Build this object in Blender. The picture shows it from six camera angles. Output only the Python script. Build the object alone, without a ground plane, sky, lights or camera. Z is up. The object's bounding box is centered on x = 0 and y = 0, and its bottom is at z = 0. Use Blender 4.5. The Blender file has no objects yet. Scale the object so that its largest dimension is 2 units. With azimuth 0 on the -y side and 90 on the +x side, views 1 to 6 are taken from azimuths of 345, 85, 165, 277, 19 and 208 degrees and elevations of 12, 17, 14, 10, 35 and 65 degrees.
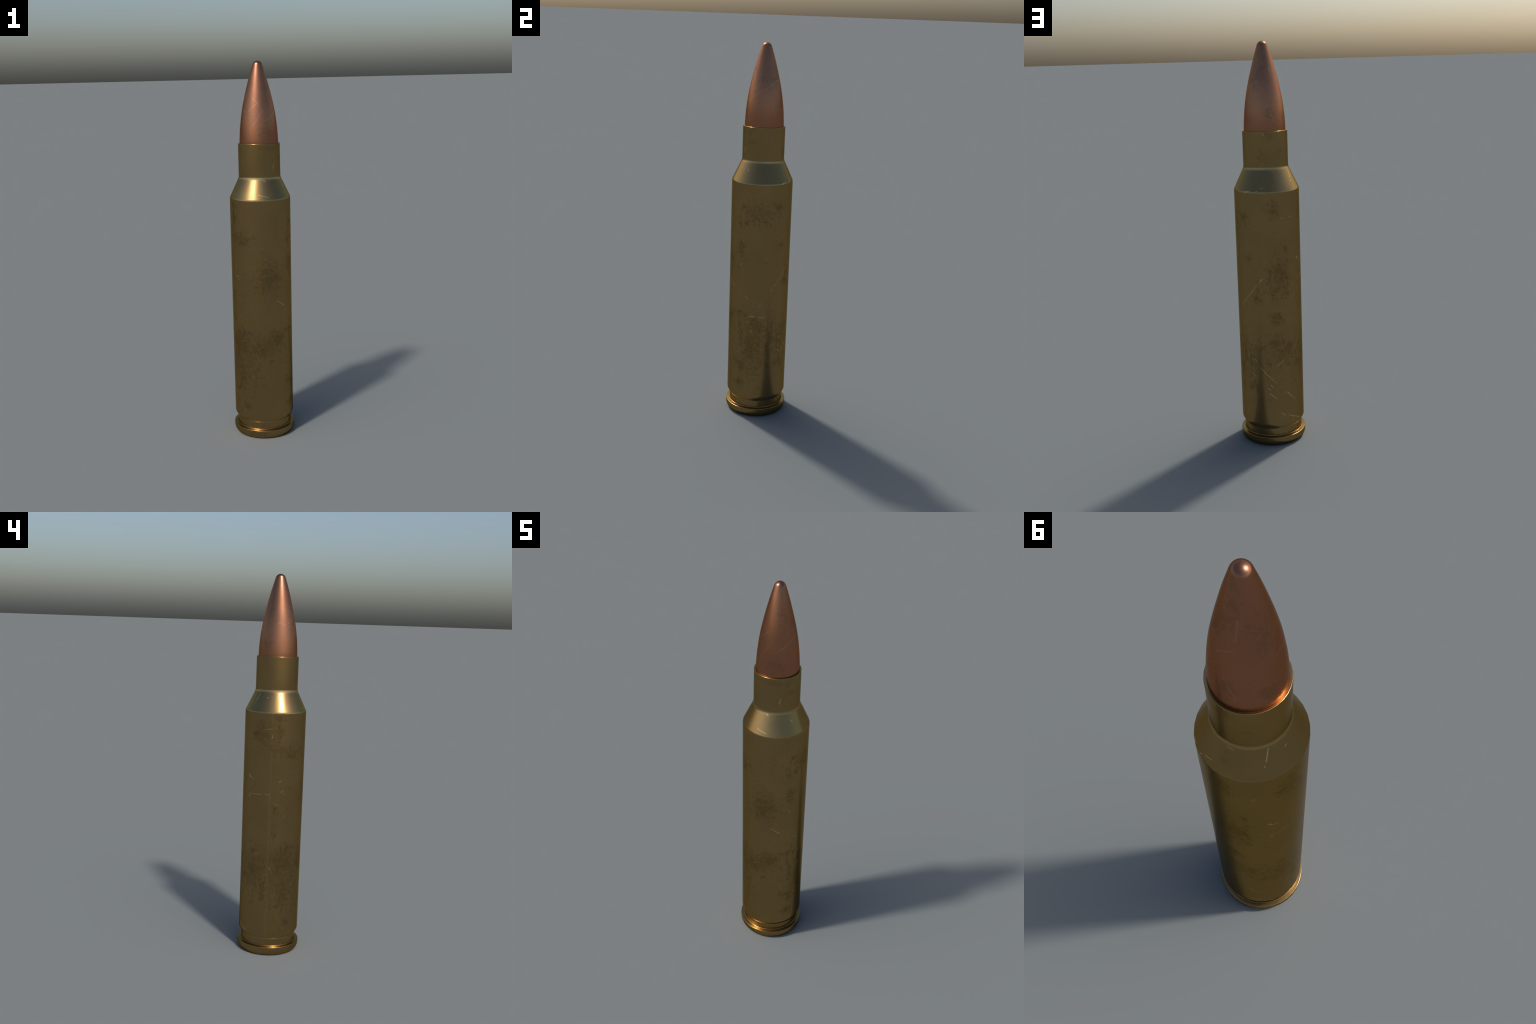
"""A standing bottlenecked rifle cartridge: worn brass case, copper-jacketed pointed bullet.

The case is one surface of revolution (32 sides, like a turned low-poly piece with
smooth shading), generated from a profile of rounded corners and then split into
named parts.  Stains and scratches are placed by azimuth and height in the shader.
"""
import bpy
import math
from mathutils import Vector

SIDES = 32          # facets round the axis
PI = math.pi

# ------------------------------------------------------------------ wear marks
# stain:   azimuth deg, height m, half width deg, half height m
# scratch: azimuth deg, height m, length mm, tilt deg (0 = along the girth), weight
BODY_STAINS = [
    (-91, 0.89, 20, 0.102), (-144, 1.095, 17, 0.036), (-165, 1.224, 10, 0.066), (-44, 1.09, 9, 0.025), (-41, 0.965, 11, 0.046),
    (-146, 0.585, 20, 0.043), (-77, 0.566, 21, 0.042), (-150, 0.357, 18, 0.081), (-112, 0.502, 24, 0.037), (-53, 0.307, 12, 0.038),
    (-141, 0.177, 13, 0.029), (-113, 0.409, 6, 0.009), (-90, 0.43, 7, 0.019), (-161, 0.532, 11, 0.062), (-41, 0.478, 7, 0.093),
    (-28, 1.104, 6, 0.02), (-14, 1.12, 7, 0.012), (2, 1.118, 7, 0.024), (-36, 1.186, 6, 0.02), (-3, 1.174, 11, 0.02),
    (30, 1.186, 13, 0.028), (38, 0.978, 8, 0.021), (-41, 0.59, 20, 0.026), (-8, 0.531, 22, 0.063), (-18, 0.423, 26, 0.107),
    (-37, 0.3, 14, 0.043), (-39, 0.192, 16, 0.035), (37, 0.455, 14, 0.065), (41, 0.322, 12, 0.036), (85, 1.22, 10, 0.052),
    (99, 0.898, 15, 0.095), (76, 0.895, 7, 0.042), (86, 0.81, 7, 0.025), (109, 1.018, 5, 0.037), (55, 0.785, 11, 0.042),
    (86, 0.674, 12, 0.038), (87, 0.555, 12, 0.049), (23, 0.474, 14, 0.117), (109, 0.517, 19, 0.041), (61, 0.529, 12, 0.018),
    (71, 0.448, 8, 0.018), (130, 0.432, 12, 0.027), (151, 1.185, 14, 0.026), (159, 1.256, 7, 0.021), (177, 1.119, 5, 0.017),
    (-165, 1.116, 8, 0.013), (-171, 0.79, 8, 0.026), (-173, 0.683, 8, 0.022), (-149, 0.514, 25, 0.095), (-170, 0.535, 10, 0.037),
    (150, 0.574, 11, 0.019), (151, 0.48, 22, 0.056), (169, 0.37, 12, 0.071), (-154, 0.282, 14, 0.039),
]
BODY_SCRATCHES = [
    (-67.7, 0.753, 56, 146, 1), (-102.9, 1.056, 6, 98, 0.7), (-158.7, 0.895, 11, 142, 1), (-42.3, 0.867, 10, 88, 1.2), (-135.7, 0.669, 12, 128, 0.4),
    (34.6, 0.786, 91, 48, 0.6), (19.6, 0.738, 16, 52, 0.8), (-28.4, 0.691, 19, 155, 0.9), (-1.5, 0.657, 22, 52, 0.8), (-16.2, 0.589, 23, 176, 1.2),
    (1.6, 0.586, 39, 176, 0.8), (-44.5, 0.719, 7, 0, 0.7), (22, 0.646, 5, 167, 0.7), (9.3, 0.91, 5, 173, 0.7), (60.5, 0.872, 12, 121, 0.6),
    (-17.6, 0.504, 10, 129, 0.7), (41, 0.461, 14, 98, 0.9), (46.3, 0.457, 17, 116, 0.9), (59.5, 0.408, 43, 134, 1.1), (41.7, 0.379, 29, 134, 0.8),
    (-22.7, 0.212, 2, 161, 0.6), (47.7, 0.829, 49, 50, 0.5), (61.5, 0.874, 19, 43, 1.1), (101.2, 1.177, 7, 1, 0.8), (118.3, 1.179, 16, 6, 0.8),
    (135.9, 0.968, 14, 102, 1.4), (140.9, 0.958, 26, 165, 0.9), (141.1, 0.875, 41, 179, 0.6), (136.7, 0.861, 15, 91, 1), (140, 0.766, 5, 111, 0.8),
    (71.7, 0.373, 50, 135, 0.8), (82.5, 0.343, 11, 132, 0.9), (74.5, 0.325, 15, 120, 1.4), (70.6, 0.308, 15, 131, 1), (76.5, 0.272, 50, 139, 1),
    (91.7, 0.443, 39, 35, 0.8), (108.1, 0.27, 38, 133, 1.2), (117.7, 0.242, 39, 136, 0.5), (94.2, 0.17, 23, 152, 0.9), (95.5, 0.16, 16, 35, 0.6),
    (121.5, 0.137, 90, 156, 1), (115.2, 0.135, 15, 82, 0.8), (58.4, 0.574, 8, 161, 0.8), (174.5, 1.22, 30, 10, 0.8), (-178.8, 1.187, 11, 106, 1.1),
    (-179, 1.177, 11, 69, 1.1), (156.6, 0.877, 40, 3, 0.8), (175.1, 0.879, 22, 1, 0.8), (-162.1, 0.949, 15, 32, 1), (-156.2, 0.898, 15, 54, 0.7),
    (-152.5, 0.881, 6, 160, 0.9), (-168.3, 0.829, 28, 150, 0.6), (-152.6, 0.765, 15, 111, 0.7), (157.5, 0.559, 19, 13, 0.8), (-175.4, 0.482, 16, 108, 0.9),
    (-146.4, 0.151, 13, 104, 0.7), (135.2, 0.968, 13, 142, 2),
]
BULLET_STAINS = [
    (-79, 1.647, 22, 0.031), (-66, 1.864, 23, 0.02), (9, 1.825, 36, 0.036), (5, 1.778, 16, 0.016), (89, 1.671, 16, 0.032),
    (66, 1.876, 33, 0.031), (51, 1.84, 34, 0.026), (83, 1.969, 21, 0.021), (151, 1.65, 18, 0.027), (155, 1.819, 26, 0.044),
    (-89, 1.646, 21, 0.043), (96, 1.931, 22, 0.046), (150, 1.855, 32, 0.032), (-177, 1.779, 9, 0.018),
]
BULLET_SCRATCHES = [
    (-121.4, 1.775, 75, 42, 1), (-122.2, 1.807, 40, 135, 1), (-100.5, 1.773, 49, 128, 0.8), (-106.4, 1.716, 91, 56, 1.2), (-64.8, 1.719, 82, 32, 0.8),
    (-132.5, 1.738, 39, 174, 0.5), (-118.6, 1.689, 96, 58, 0.7), (-38, 1.744, 97, 33, 1.2), (21.1, 1.794, 96, 28, 1), (-38.3, 1.783, 48, 36, 1),
    (42.1, 1.756, 47, 143, 0.5), (34.6, 1.806, 54, 29, 0.8), (94.6, 1.665, 82, 113, 1), (-162.2, 1.824, 17, 137, 0.8), (-165, 1.749, 37, 166, 1),
    (-132.8, 1.764, 57, 42, 0.6), (-72.7, 1.709, 59, 26, 0.8), (104.7, 1.856, 56, 87, 1), (84, 1.787, 51, 31, 0.7), (129.4, 1.859, 51, 156, 0.5),
    (53.3, 1.824, 43, 35, 0.6),
]
NECK_STAINS = [
    (-80, 1.56, 25, 0.021), (82, 1.561, 17, 0.024), (69, 1.459, 17, 0.027), (-40, 1.506, 15, 0.015), (-47, 1.559, 14, 0.022),
    (116, 1.484, 7, 0.011),
]
NECK_SCRATCHES = [
    (-64.8, 1.468, 24, 77, 1), (71.3, 1.571, 8, 103, 1), (-169.3, 1.532, 2, 106, 0.7),
]
SHOULDER_STAINS = [
    (91, 1.362, 10, 0.031),
]
SHOULDER_SCRATCHES = [
    (-93.8, 1.398, 11, 152, 1.4), (-98.3, 1.324, 53, 167, 0.7), (-38.8, 1.369, 14, 123, 0.8), (39.3, 1.306, 31, 13, 1.1), (138.5, 1.378, 39, 71, 1),
    (133.4, 1.346, 3, 80, 1), (67.9, 1.324, 25, 12, 0.7), (92, 1.395, 17, 171, 0.6), (164.9, 1.376, 8, 14, 1), (57.6, 1.309, 5, 34, 1),
]

HAZE = [(-150, 0.42, 42, 0.17), (-15, 0.42, 38, 0.19), (150, 0.45, 42, 0.12), (45, 0.45, 25, 0.12),
        (100, 0.50, 35, 0.07), (-90, 0.54, 40, 0.06), (-5, 1.15, 40, 0.06), (-88, 0.90, 26, 0.11),
        (92, 0.88, 26, 0.11), (165, 1.19, 25, 0.06), (-145, 1.10, 30, 0.04)]

# ------------------------------------------------------------------ profiles
def rounded_profile(corners, steps=5):
    """corners: (r, z, fillet) -> list of (r, z, nr, nz); normals follow the fillets."""
    pts = [Vector((c[0], c[1])) for c in corners]
    seg_n = []
    for a, b in zip(pts, pts[1:]):
        d = (b - a).normalized()
        seg_n.append(Vector((d.y, -d.x)))
    out = [(pts[0], seg_n[0])]
    for i in range(1, len(pts) - 1):
        p = pts[i]
        f = corners[i][2]
        if f == 0.0:
            out.append((p, (seg_n[i - 1] + seg_n[i]).normalized()))
            continue
        u = (pts[i - 1] - p).normalized()
        v = (pts[i + 1] - p).normalized()
        f = min(f, 0.49 * (pts[i - 1] - p).length, 0.49 * (pts[i + 1] - p).length)
        a, b = p + u * f, p + v * f
        for k in range(steps + 1):
            t = k / steps
            q = a * (1 - t) ** 2 + p * 2 * t * (1 - t) + b * t ** 2
            n = (seg_n[i - 1] * (1 - t) + seg_n[i] * t).normalized()
            out.append((q, n))
    out.append((pts[-1], seg_n[-1]))
    return [(q.x, q.y, n.x, n.y) for q, n in out]


def revolve(name, prof, material, parent, cap_start=False, cap_end=False):
    """Spin a profile about z; custom normals come from the profile."""
    verts, normals, faces, rings = [], [], [], []
    for r, z, nr, nz in prof:
        if r < 1e-6:
            rings.append([len(verts)])
            verts.append((0, 0, z))
            normals.append((0, 0, 1 if nz >= 0 else -1))
            continue
        ring = []
        for k in range(SIDES):
            a = 2 * PI * k / SIDES
            ring.append(len(verts))
            verts.append((r * math.cos(a), r * math.sin(a), z))
            normals.append((nr * math.cos(a), nr * math.sin(a), nz))
        rings.append(ring)
    for lo, hi in zip(rings, rings[1:]):
        for k in range(SIDES):
            j = (k + 1) % SIDES
            if len(lo) == 1 and len(hi) == 1:
                continue
            if len(lo) == 1:
                faces.append((lo[0], hi[j], hi[k]))
            elif len(hi) == 1:
                faces.append((lo[k], lo[j], hi[0]))
            else:
                faces.append((lo[k], lo[j], hi[j], hi[k]))
    me = bpy.data.meshes.new(name)
    me.from_pydata(verts, [], faces)
    me.update()
    me.polygons.foreach_set("use_smooth", [True] * len(me.polygons))
    me.normals_split_custom_set_from_vertices(normals)
    me.materials.append(material)
    ob = bpy.data.objects.new(name, me)
    bpy.context.scene.collection.objects.link(ob)
    ob.parent = parent
    return ob


# ------------------------------------------------------------------ shader helpers
class Graph:
    def __init__(self, name):
        self.mat = bpy.data.materials.new(name)
        self.mat.use_nodes = True
        self.nt = self.mat.node_tree
        self.nt.nodes.clear()

    def add(self, kind, **props):
        n = self.nt.nodes.new(kind)
        for k, v in props.items():
            setattr(n, k, v)
        return n

    def put(self, sock, val):
        if isinstance(val, bpy.types.NodeSocket):
            self.nt.links.new(val, sock)
        else:
            sock.default_value = val

    def math(self, op, *vals, clamp=False):
        n = self.add("ShaderNodeMath", operation=op, use_clamp=clamp)
        for s, v in zip(n.inputs, vals):
            self.put(s, v)
        return n.outputs[0]

    def noise(self, vec, scale, detail=4.0, rough=0.55, distort=0.0):
        n = self.add("ShaderNodeTexNoise")
        self.put(n.inputs["Vector"], vec)
        self.put(n.inputs["Scale"], scale)
        self.put(n.inputs["Detail"], detail)
        self.put(n.inputs["Roughness"], rough)
        self.put(n.inputs["Distortion"], distort)
        return n.outputs[0]

    def ramp(self, val, lo, hi, a=0.0, b=1.0):
        n = self.add("ShaderNodeMapRange", interpolation_type='SMOOTHSTEP')
        for s, v in zip(n.inputs, (val, lo, hi, a, b)):
            self.put(s, v)
        return n.outputs[0]

    def mix(self, fac, a, b, blend='MIX'):
        n = self.add("ShaderNodeMix", data_type='RGBA', blend_type=blend)
        self.put(n.inputs[0], fac)
        for s, v in ((n.inputs[6], a), (n.inputs[7], b)):
            self.put(s, (*v, 1.0) if isinstance(v, tuple) else v)
        return n.outputs[2]


def make_stain_group():
    """Soft elliptical falloff on the unrolled surface, 1 at its centre."""
    g = bpy.data.node_groups.new("stain_spot", "ShaderNodeTree")
    for nm in ("Theta", "Z", "Azimuth", "Height", "HalfWidth", "HalfHeight", "Below"):
        g.interface.new_socket(nm, in_out='INPUT', socket_type='NodeSocketFloat')
    g.interface.new_socket("Mask", in_out='OUTPUT', socket_type='NodeSocketFloat')
    i = g.nodes.new("NodeGroupInput")
    o = g.nodes.new("NodeGroupOutput")

    def m(op, a, b=None, c=None, clamp=False):
        n = g.nodes.new("ShaderNodeMath")
        n.operation, n.use_clamp = op, clamp
        for s, v in zip(n.inputs, (a, b, c)):
            if v is None:
                continue
            if isinstance(v, (int, float)):
                s.default_value = v
            else:
                g.links.new(v, s)
        return n.outputs[0]
    dt = m('WRAP', m('SUBTRACT', i.outputs[0], i.outputs[2]), PI, -PI)
    a = m('DIVIDE', dt, i.outputs[4])
    b = m('DIVIDE', m('SUBTRACT', i.outputs[1], i.outputs[3]), i.outputs[5])
    d = m('SQRT', m('ADD', m('MULTIPLY', a, a), m('MULTIPLY', b, b)))
    g.links.new(m('SMOOTH_MAX', m('SUBTRACT', 1.5, d), i.outputs[6], 0.5), o.inputs[0])
    return g


def make_scratch_group():
    """A short straight scratch: distance to a segment on the unrolled surface."""
    g = bpy.data.node_groups.new("scratch_line", "ShaderNodeTree")
    for nm in ("Theta", "Radius", "Z", "Azimuth", "Height", "HalfLength", "Tilt", "HalfWidth", "Weight", "Below"):
        g.interface.new_socket(nm, in_out='INPUT', socket_type='NodeSocketFloat')
    g.interface.new_socket("Mask", in_out='OUTPUT', socket_type='NodeSocketFloat')
    i = g.nodes.new("NodeGroupInput")
    o = g.nodes.new("NodeGroupOutput")

    def m(op, a, b=None, c=None, clamp=False):
        n = g.nodes.new("ShaderNodeMath")
        n.operation, n.use_clamp = op, clamp
        for s, v in zip(n.inputs, (a, b, c)):
            if v is None:
                continue
            if isinstance(v, (int, float)):
                s.default_value = v
            else:
                g.links.new(v, s)
        return n.outputs[0]
    dx = m('MULTIPLY', m('WRAP', m('SUBTRACT', i.outputs[0], i.outputs[3]), PI, -PI), i.outputs[1])
    dz = m('SUBTRACT', i.outputs[2], i.outputs[4])
    c, s = m('COSINE', i.outputs[6]), m('SINE', i.outputs[6])
    along = m('ADD', m('MULTIPLY', dx, c), m('MULTIPLY', dz, s))
    across = m('SUBTRACT', m('MULTIPLY', dz, c), m('MULTIPLY', dx, s))
    over = m('MAXIMUM', m('SUBTRACT', m('ABSOLUTE', along), i.outputs[5]), 0.0)
    d = m('SQRT', m('ADD', m('MULTIPLY', over, over), m('MULTIPLY', across, across)))
    k = m('SUBTRACT', 1.0, m('DIVIDE', d, i.outputs[7]), clamp=True)
    g.links.new(m('MAXIMUM', m('MULTIPLY', k, i.outputs[8]), i.outputs[9]), o.inputs[0])
    return g


STAIN_GROUP = make_stain_group()
SCRATCH_GROUP = make_scratch_group()


def worn_metal(name, base, stain_colour, scratch_colour, rough, stains, scratches,
               speck=0.5, stain_rough=0.04, line_width=0.0020, uv_seam=False, scratch_gain=1.0,
               stain_gain=1.0, haze=(), worn_rings=()):
    g = Graph(name)
    tc = g.add("ShaderNodeTexCoord").outputs["Object"]
    sep = g.add("ShaderNodeSeparateXYZ")
    g.put(sep.inputs[0], tc)
    x, y, z = sep.outputs
    theta = g.math('ARCTAN2', y, x)
    radius = g.math('SQRT', g.math('ADD', g.math('MULTIPLY', x, x), g.math('MULTIPLY', y, y)))

    # ragged outlines: push the unrolled coordinates about with noise
    n1 = g.noise(tc, 24.0, 6.0, 0.66)
    n2 = g.noise(tc, 33.0, 6.0, 0.66)
    th_w = g.math('ADD', theta, g.math('MULTIPLY', g.math('SUBTRACT', n1, 0.5), 0.7))
    z_w = g.math('ADD', z, g.math('MULTIPLY', g.math('SUBTRACT', n2, 0.5), 0.11))
    mask = 0.0
    for az, h, hw, hh in stains:
        s = g.add("ShaderNodeGroup", node_tree=STAIN_GROUP)
        for sock, v in zip(s.inputs, (th_w, z_w, math.radians(az), h, math.radians(hw), hh, mask)):
            g.put(sock, v)
        mask = s.outputs[0]
    grain = g.noise(tc, 70.0, 7.0, 0.66)
    fine = g.noise(tc, 240.0, 3.0, 0.6)
    mid = g.noise(tc, 34.0, 4.0, 0.6)
    blot = g.math('ADD', g.math('ADD', mask, g.math('MULTIPLY', g.math('SUBTRACT', mid, 0.5), 2.6)),
                  g.math('MULTIPLY', g.math('SUBTRACT', grain, 0.5), 5.5))
    ragged = g.ramp(blot, 0.5, 1.3)
    cloudy = g.ramp(g.math('ADD', mask, g.math('MULTIPLY', g.math('SUBTRACT', mid, 0.5), 2.0)), -0.1, 1.5)
    stain = g.math('ADD', g.math('MULTIPLY', ragged, 0.68), g.math('MULTIPLY', cloudy, 0.32))
    # wide thin tarnish that joins the spots, broken up by the grain
    veil = 0.0
    for az, h, hw, hh in haze:
        s = g.add("ShaderNodeGroup", node_tree=STAIN_GROUP)
        for sock, v in zip(s.inputs, (th_w, z_w, math.radians(az), h, math.radians(hw), hh, veil)):
            g.put(sock, v)
        veil = s.outputs[0]
    if haze:
        veil = g.ramp(g.math('ADD', veil, g.math('ADD', g.math('MULTIPLY', g.math('SUBTRACT', mid, 0.5), 1.6),
                                                 g.math('MULTIPLY', g.math('SUBTRACT', grain, 0.5), 6.0))), 0.35, 1.3)
        stain = g.math('MAXIMUM', stain, g.math('MULTIPLY', veil, 0.68))
    # a few stray dark pits, thicker inside the stains
    pits = g.ramp(g.math('ADD', fine, g.math('MULTIPLY', stain, 0.09)), 0.66, 0.73)
    stain_all = g.math('MAXIMUM', g.math('MULTIPLY', stain, g.math('ADD', 0.55, g.math('MULTIPLY', grain, 0.7))),
                       g.math('MULTIPLY', pits, speck), clamp=True)
    stain_all = g.math('MULTIPLY', stain_all, stain_gain)

    line = 0.0
    for az, h, length, tilt, w in scratches:
        s = g.add("ShaderNodeGroup", node_tree=SCRATCH_GROUP)
        for sock, v in zip(s.inputs, (theta, radius, z, math.radians(az), h, length * 0.0005,
                                      math.radians(tilt), line_width * (0.45 + 0.75 * w), min(1.0, 0.4 + 0.6 * w), line)):
            g.put(sock, v)
        line = s.outputs[0]
    if uv_seam:
        # faint pale line down one side, copying a UV seam artefact of the source texture
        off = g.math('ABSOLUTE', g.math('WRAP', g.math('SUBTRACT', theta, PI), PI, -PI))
        seam = g.math('MULTIPLY', g.ramp(off, 0.04, 0.0), g.ramp(g.noise(tc, 9.0, 2.0), 0.35, 0.6, 0.04, 0.13))
        line = g.math('MAXIMUM', line, seam)
    broken = g.ramp(g.noise(tc, 160.0, 2.0), 0.3, 0.5, 0.45, 1.0)
    line = g.math('MULTIPLY', g.math('MULTIPLY', line, broken), scratch_gain, clamp=True)

    cloud = g.noise(tc, 5.0, 3.0)
    dull = tuple(c * 0.93 for c in base)
    col = g.mix(g.ramp(cloud, 0.35, 0.65), dull, base)
    col = g.mix(stain_all, col, stain_colour)
    for h, half, amount in worn_rings:
        ring = g.ramp(g.math('ABSOLUTE', g.math('SUBTRACT', z, h)), half, half * 0.2)
        ring = g.math('MULTIPLY', ring, g.ramp(grain, 0.3, 0.6, amount * 0.7, amount))
        col = g.mix(ring, col, scratch_colour)
    col = g.mix(line, col, scratch_colour)

    r = g.math('ADD', rough, g.math('MULTIPLY', stain_all, stain_rough))
    r = g.math('ADD', r, g.math('MULTIPLY', g.math('SUBTRACT', cloud, 0.5), 0.06))
    bump = g.add("ShaderNodeBump")
    bump.inputs["Strength"].default_value = 0.05
    bump.inputs["Distance"].default_value = 0.002
    g.put(bump.inputs["Height"], g.math('SUBTRACT', g.math('MULTIPLY', line, -0.4),
                                        g.math('MULTIPLY', g.math('MULTIPLY', stain, grain), 0.8)))
    b = g.add("ShaderNodeBsdfPrincipled")
    g.put(b.inputs["Base Color"], col)
    g.put(b.inputs["Metallic"], 1.0)
    g.put(b.inputs["Roughness"], r)
    # old metal: keep the grazing reflection near the face-on colour
    g.put(b.inputs["Specular Tint"], tuple(1 - 0.72 * (1 - c / (c + 0.473 * (1 - c))) for c in base) + (1.0,))
    g.put(b.inputs["Normal"], bump.outputs[0])
    out = g.add("ShaderNodeOutputMaterial")
    g.put(out.inputs[0], b.outputs[0])
    return g.mat


BRASS = (0.336, 0.224, 0.092)
BRASS_STAIN = (0.215, 0.145, 0.058)
BRASS_BRIGHT = (0.80, 0.62, 0.30)
COPPER = (0.405, 0.181, 0.100)
COPPER_STAIN = (0.28, 0.145, 0.085)
COPPER_BRIGHT = (0.62, 0.36, 0.25)
BRASS_ROUGH = 0.23
COPPER_ROUGH = 0.265

body_metal = worn_metal("worn_brass_body", BRASS, BRASS_STAIN, BRASS_BRIGHT, BRASS_ROUGH,
                        BODY_STAINS, BODY_SCRATCHES, scratch_gain=0.88, uv_seam=True, haze=HAZE, worn_rings=[(0.0880, 0.005, 0.22)])
shoulder_metal = worn_metal("worn_brass_shoulder", BRASS, BRASS_STAIN, BRASS_BRIGHT, BRASS_ROUGH - 0.04,
                            SHOULDER_STAINS, SHOULDER_SCRATCHES, stain_gain=0.4, worn_rings=[(1.4075, 0.009, 0.26), (1.3035, 0.003, 0.12)])
neck_metal = worn_metal("worn_brass_neck", BRASS, BRASS_STAIN, BRASS_BRIGHT, BRASS_ROUGH,
                        NECK_STAINS, NECK_SCRATCHES, stain_gain=0.6, worn_rings=[(1.4075, 0.009, 0.26), (1.5845, 0.003, 0.12)])
head_metal = worn_metal("worn_brass_head", tuple(0.94 * c for c in BRASS), BRASS_STAIN, BRASS_BRIGHT, BRASS_ROUGH + 0.04,
                        [(-120, 0.03, 15, 0.02), (60, 0.06, 18, 0.02)],
                        [(-48, 0.066, 4, 80, 1), (100, 0.064, 4, 30, 0.6)],
                        worn_rings=[(0.0880, 0.005, 0.22)])
primer_metal = worn_metal("dull_primer_brass", (0.42, 0.33, 0.19), (0.25, 0.19, 0.1), BRASS_BRIGHT, 0.36, [], [])
copper_metal = worn_metal("worn_copper_jacket", COPPER, COPPER_STAIN, COPPER_BRIGHT, COPPER_ROUGH,
                          BULLET_STAINS, BULLET_SCRATCHES, speck=0.15, line_width=0.0022, scratch_gain=0.36,
                          stain_gain=0.7)

# ------------------------------------------------------------------ the cartridge
root = bpy.data.objects.new("rifle_cartridge", None)
root.empty_display_size = 0.2
bpy.context.scene.collection.objects.link(root)
root["label"] = "standing brass rifle cartridge with pointed copper bullet"
root["category"] = "ammunition"

# case profile, from the primer pocket round the head and up to the mouth
CASE = rounded_profile([
    (0.082, 0.020, 0.0),     # primer pocket wall
    (0.082, 0.000, 0.003),
    (0.1552, 0.000, 0.006),   # head face
    (0.1664, 0.019, 0.011),  # rolled lower rim edge
    (0.1664, 0.0458, 0.0025),
    (0.1470, 0.0480, 0.003), # floor of the extractor groove
    (0.1465, 0.0870, 0.003),
    (0.1511, 0.0964, 0.0),
    (0.1550, 0.1044, 0.0),
    (0.1600, 0.1130, 0.003), # cone back up to the body
    (0.1600, 0.1190, 0.0),
    (0.1598, 1.3030, 0.006), # body to shoulder
    (0.1096, 1.4090, 0.010), # shoulder to neck
    (0.1091, 1.5845, 0.002), # mouth, outer lip
    (0.1013, 1.5845, 0.0003), # mouth, inner lip
    (0.1013, 1.5500, 0.0),
])


# the cone above the groove is shaded as one soft bend running into the body
for i, (r, z, nr, nz) in enumerate(CASE):
    if 0.0895 < z < 0.1185 and nz < 0.01 and r < 0.1605:
        t = max(0.0, min(1.0, (0.1190 - z) / 0.016))
        n = Vector((1.0, -0.38 * t)).normalized()
        CASE[i] = (r, z, n.x, n.y)


def corner_index(z, r):
    return min(range(len(CASE)), key=lambda i: (CASE[i][1] - z) ** 2 + (CASE[i][0] - r) ** 2)


cuts = [0,
        corner_index(0.0480, 0.1470),
        corner_index(0.0870, 0.1465),
        corner_index(1.3030, 0.1598),
        corner_index(1.4090, 0.1096),
        len(CASE) - 1]
for part_name, lo, hi, mat in zip(
        ("rim", "extractor_groove", "case_body", "shoulder", "neck"),
        cuts, cuts[1:], (head_metal, head_metal, body_metal, shoulder_metal, neck_metal)):
    revolve(part_name, CASE[lo:hi + 1], mat, root)

# bullet: boat tail hidden in the case, ogive, ball nose
OGIVE = [(1.585, 0.1011), (1.645, 0.0980), (1.700, 0.0924), (1.760, 0.0832),
         (1.820, 0.0704), (1.880, 0.0554), (1.930, 0.0417), (1.981, 0.0258)]


def catmull(points, steps=3):
    ext = [(2 * points[0][0] - points[1][0], points[0][1])] + points
    ext.append((2 * points[-1][0] - points[-2][0], 2 * points[-1][1] - points[-2][1]))
    out = []
    for a, b, c, d in zip(ext, ext[1:], ext[2:], ext[3:]):
        for k in range(steps):
            t = k / steps
            out.append(tuple(0.5 * (2 * b[i] + (c[i] - a[i]) * t + (2 * a[i] - 5 * b[i] + 4 * c[i] - d[i]) * t * t
                                    + (3 * b[i] - a[i] - 3 * c[i] + d[i]) * t ** 3) for i in (0, 1)))
    out.append(points[-1])
    return out


curve = catmull(OGIVE)
slope = (curve[-2][1] - curve[-1][1]) / (curve[-1][0] - curve[-2][0])
lean = math.atan(slope)
ball = curve[-1][1] / math.cos(lean)
nose_z = 2.0 - ball
shift = nose_z + ball * math.sin(lean) - curve[-1][0]
prof_pts = [(1.40, 0.0), (1.40, 0.082), (1.46, 0.1011)] + [(z, r) for z, r in curve[:-1]]
for k in range(8):
    a = lean + (PI / 2 - lean) * k / 7
    prof_pts.append((nose_z + ball * math.sin(a) - (shift if k == 0 else shift * (1 - k / 7)),
                     0.0 if k == 7 else ball * math.cos(a)))
bullet_prof = []
for i, (z, r) in enumerate(prof_pts):
    z0, r0 = prof_pts[max(i - 1, 0)]
    z1, r1 = prof_pts[min(i + 1, len(prof_pts) - 1)]
    n = Vector((z1 - z0, r0 - r1)).normalized()
    if i == 0:
        n = Vector((0.0, -1.0))
    bullet_prof.append((r, z, n.x, n.y))
revolve("bullet", bullet_prof, copper_metal, root)

# primer seated in the head, hardly below flush
primer_prof = rounded_profile([
    (0.0, 0.0035, 0.0), (0.0775, 0.0030, 0.006), (0.0800, 0.0190, 0.0), (0.0, 0.0190, 0.0)], 4)
revolve("primer", [(r, z, a, b) for r, z, a, b in primer_prof], primer_metal, root)
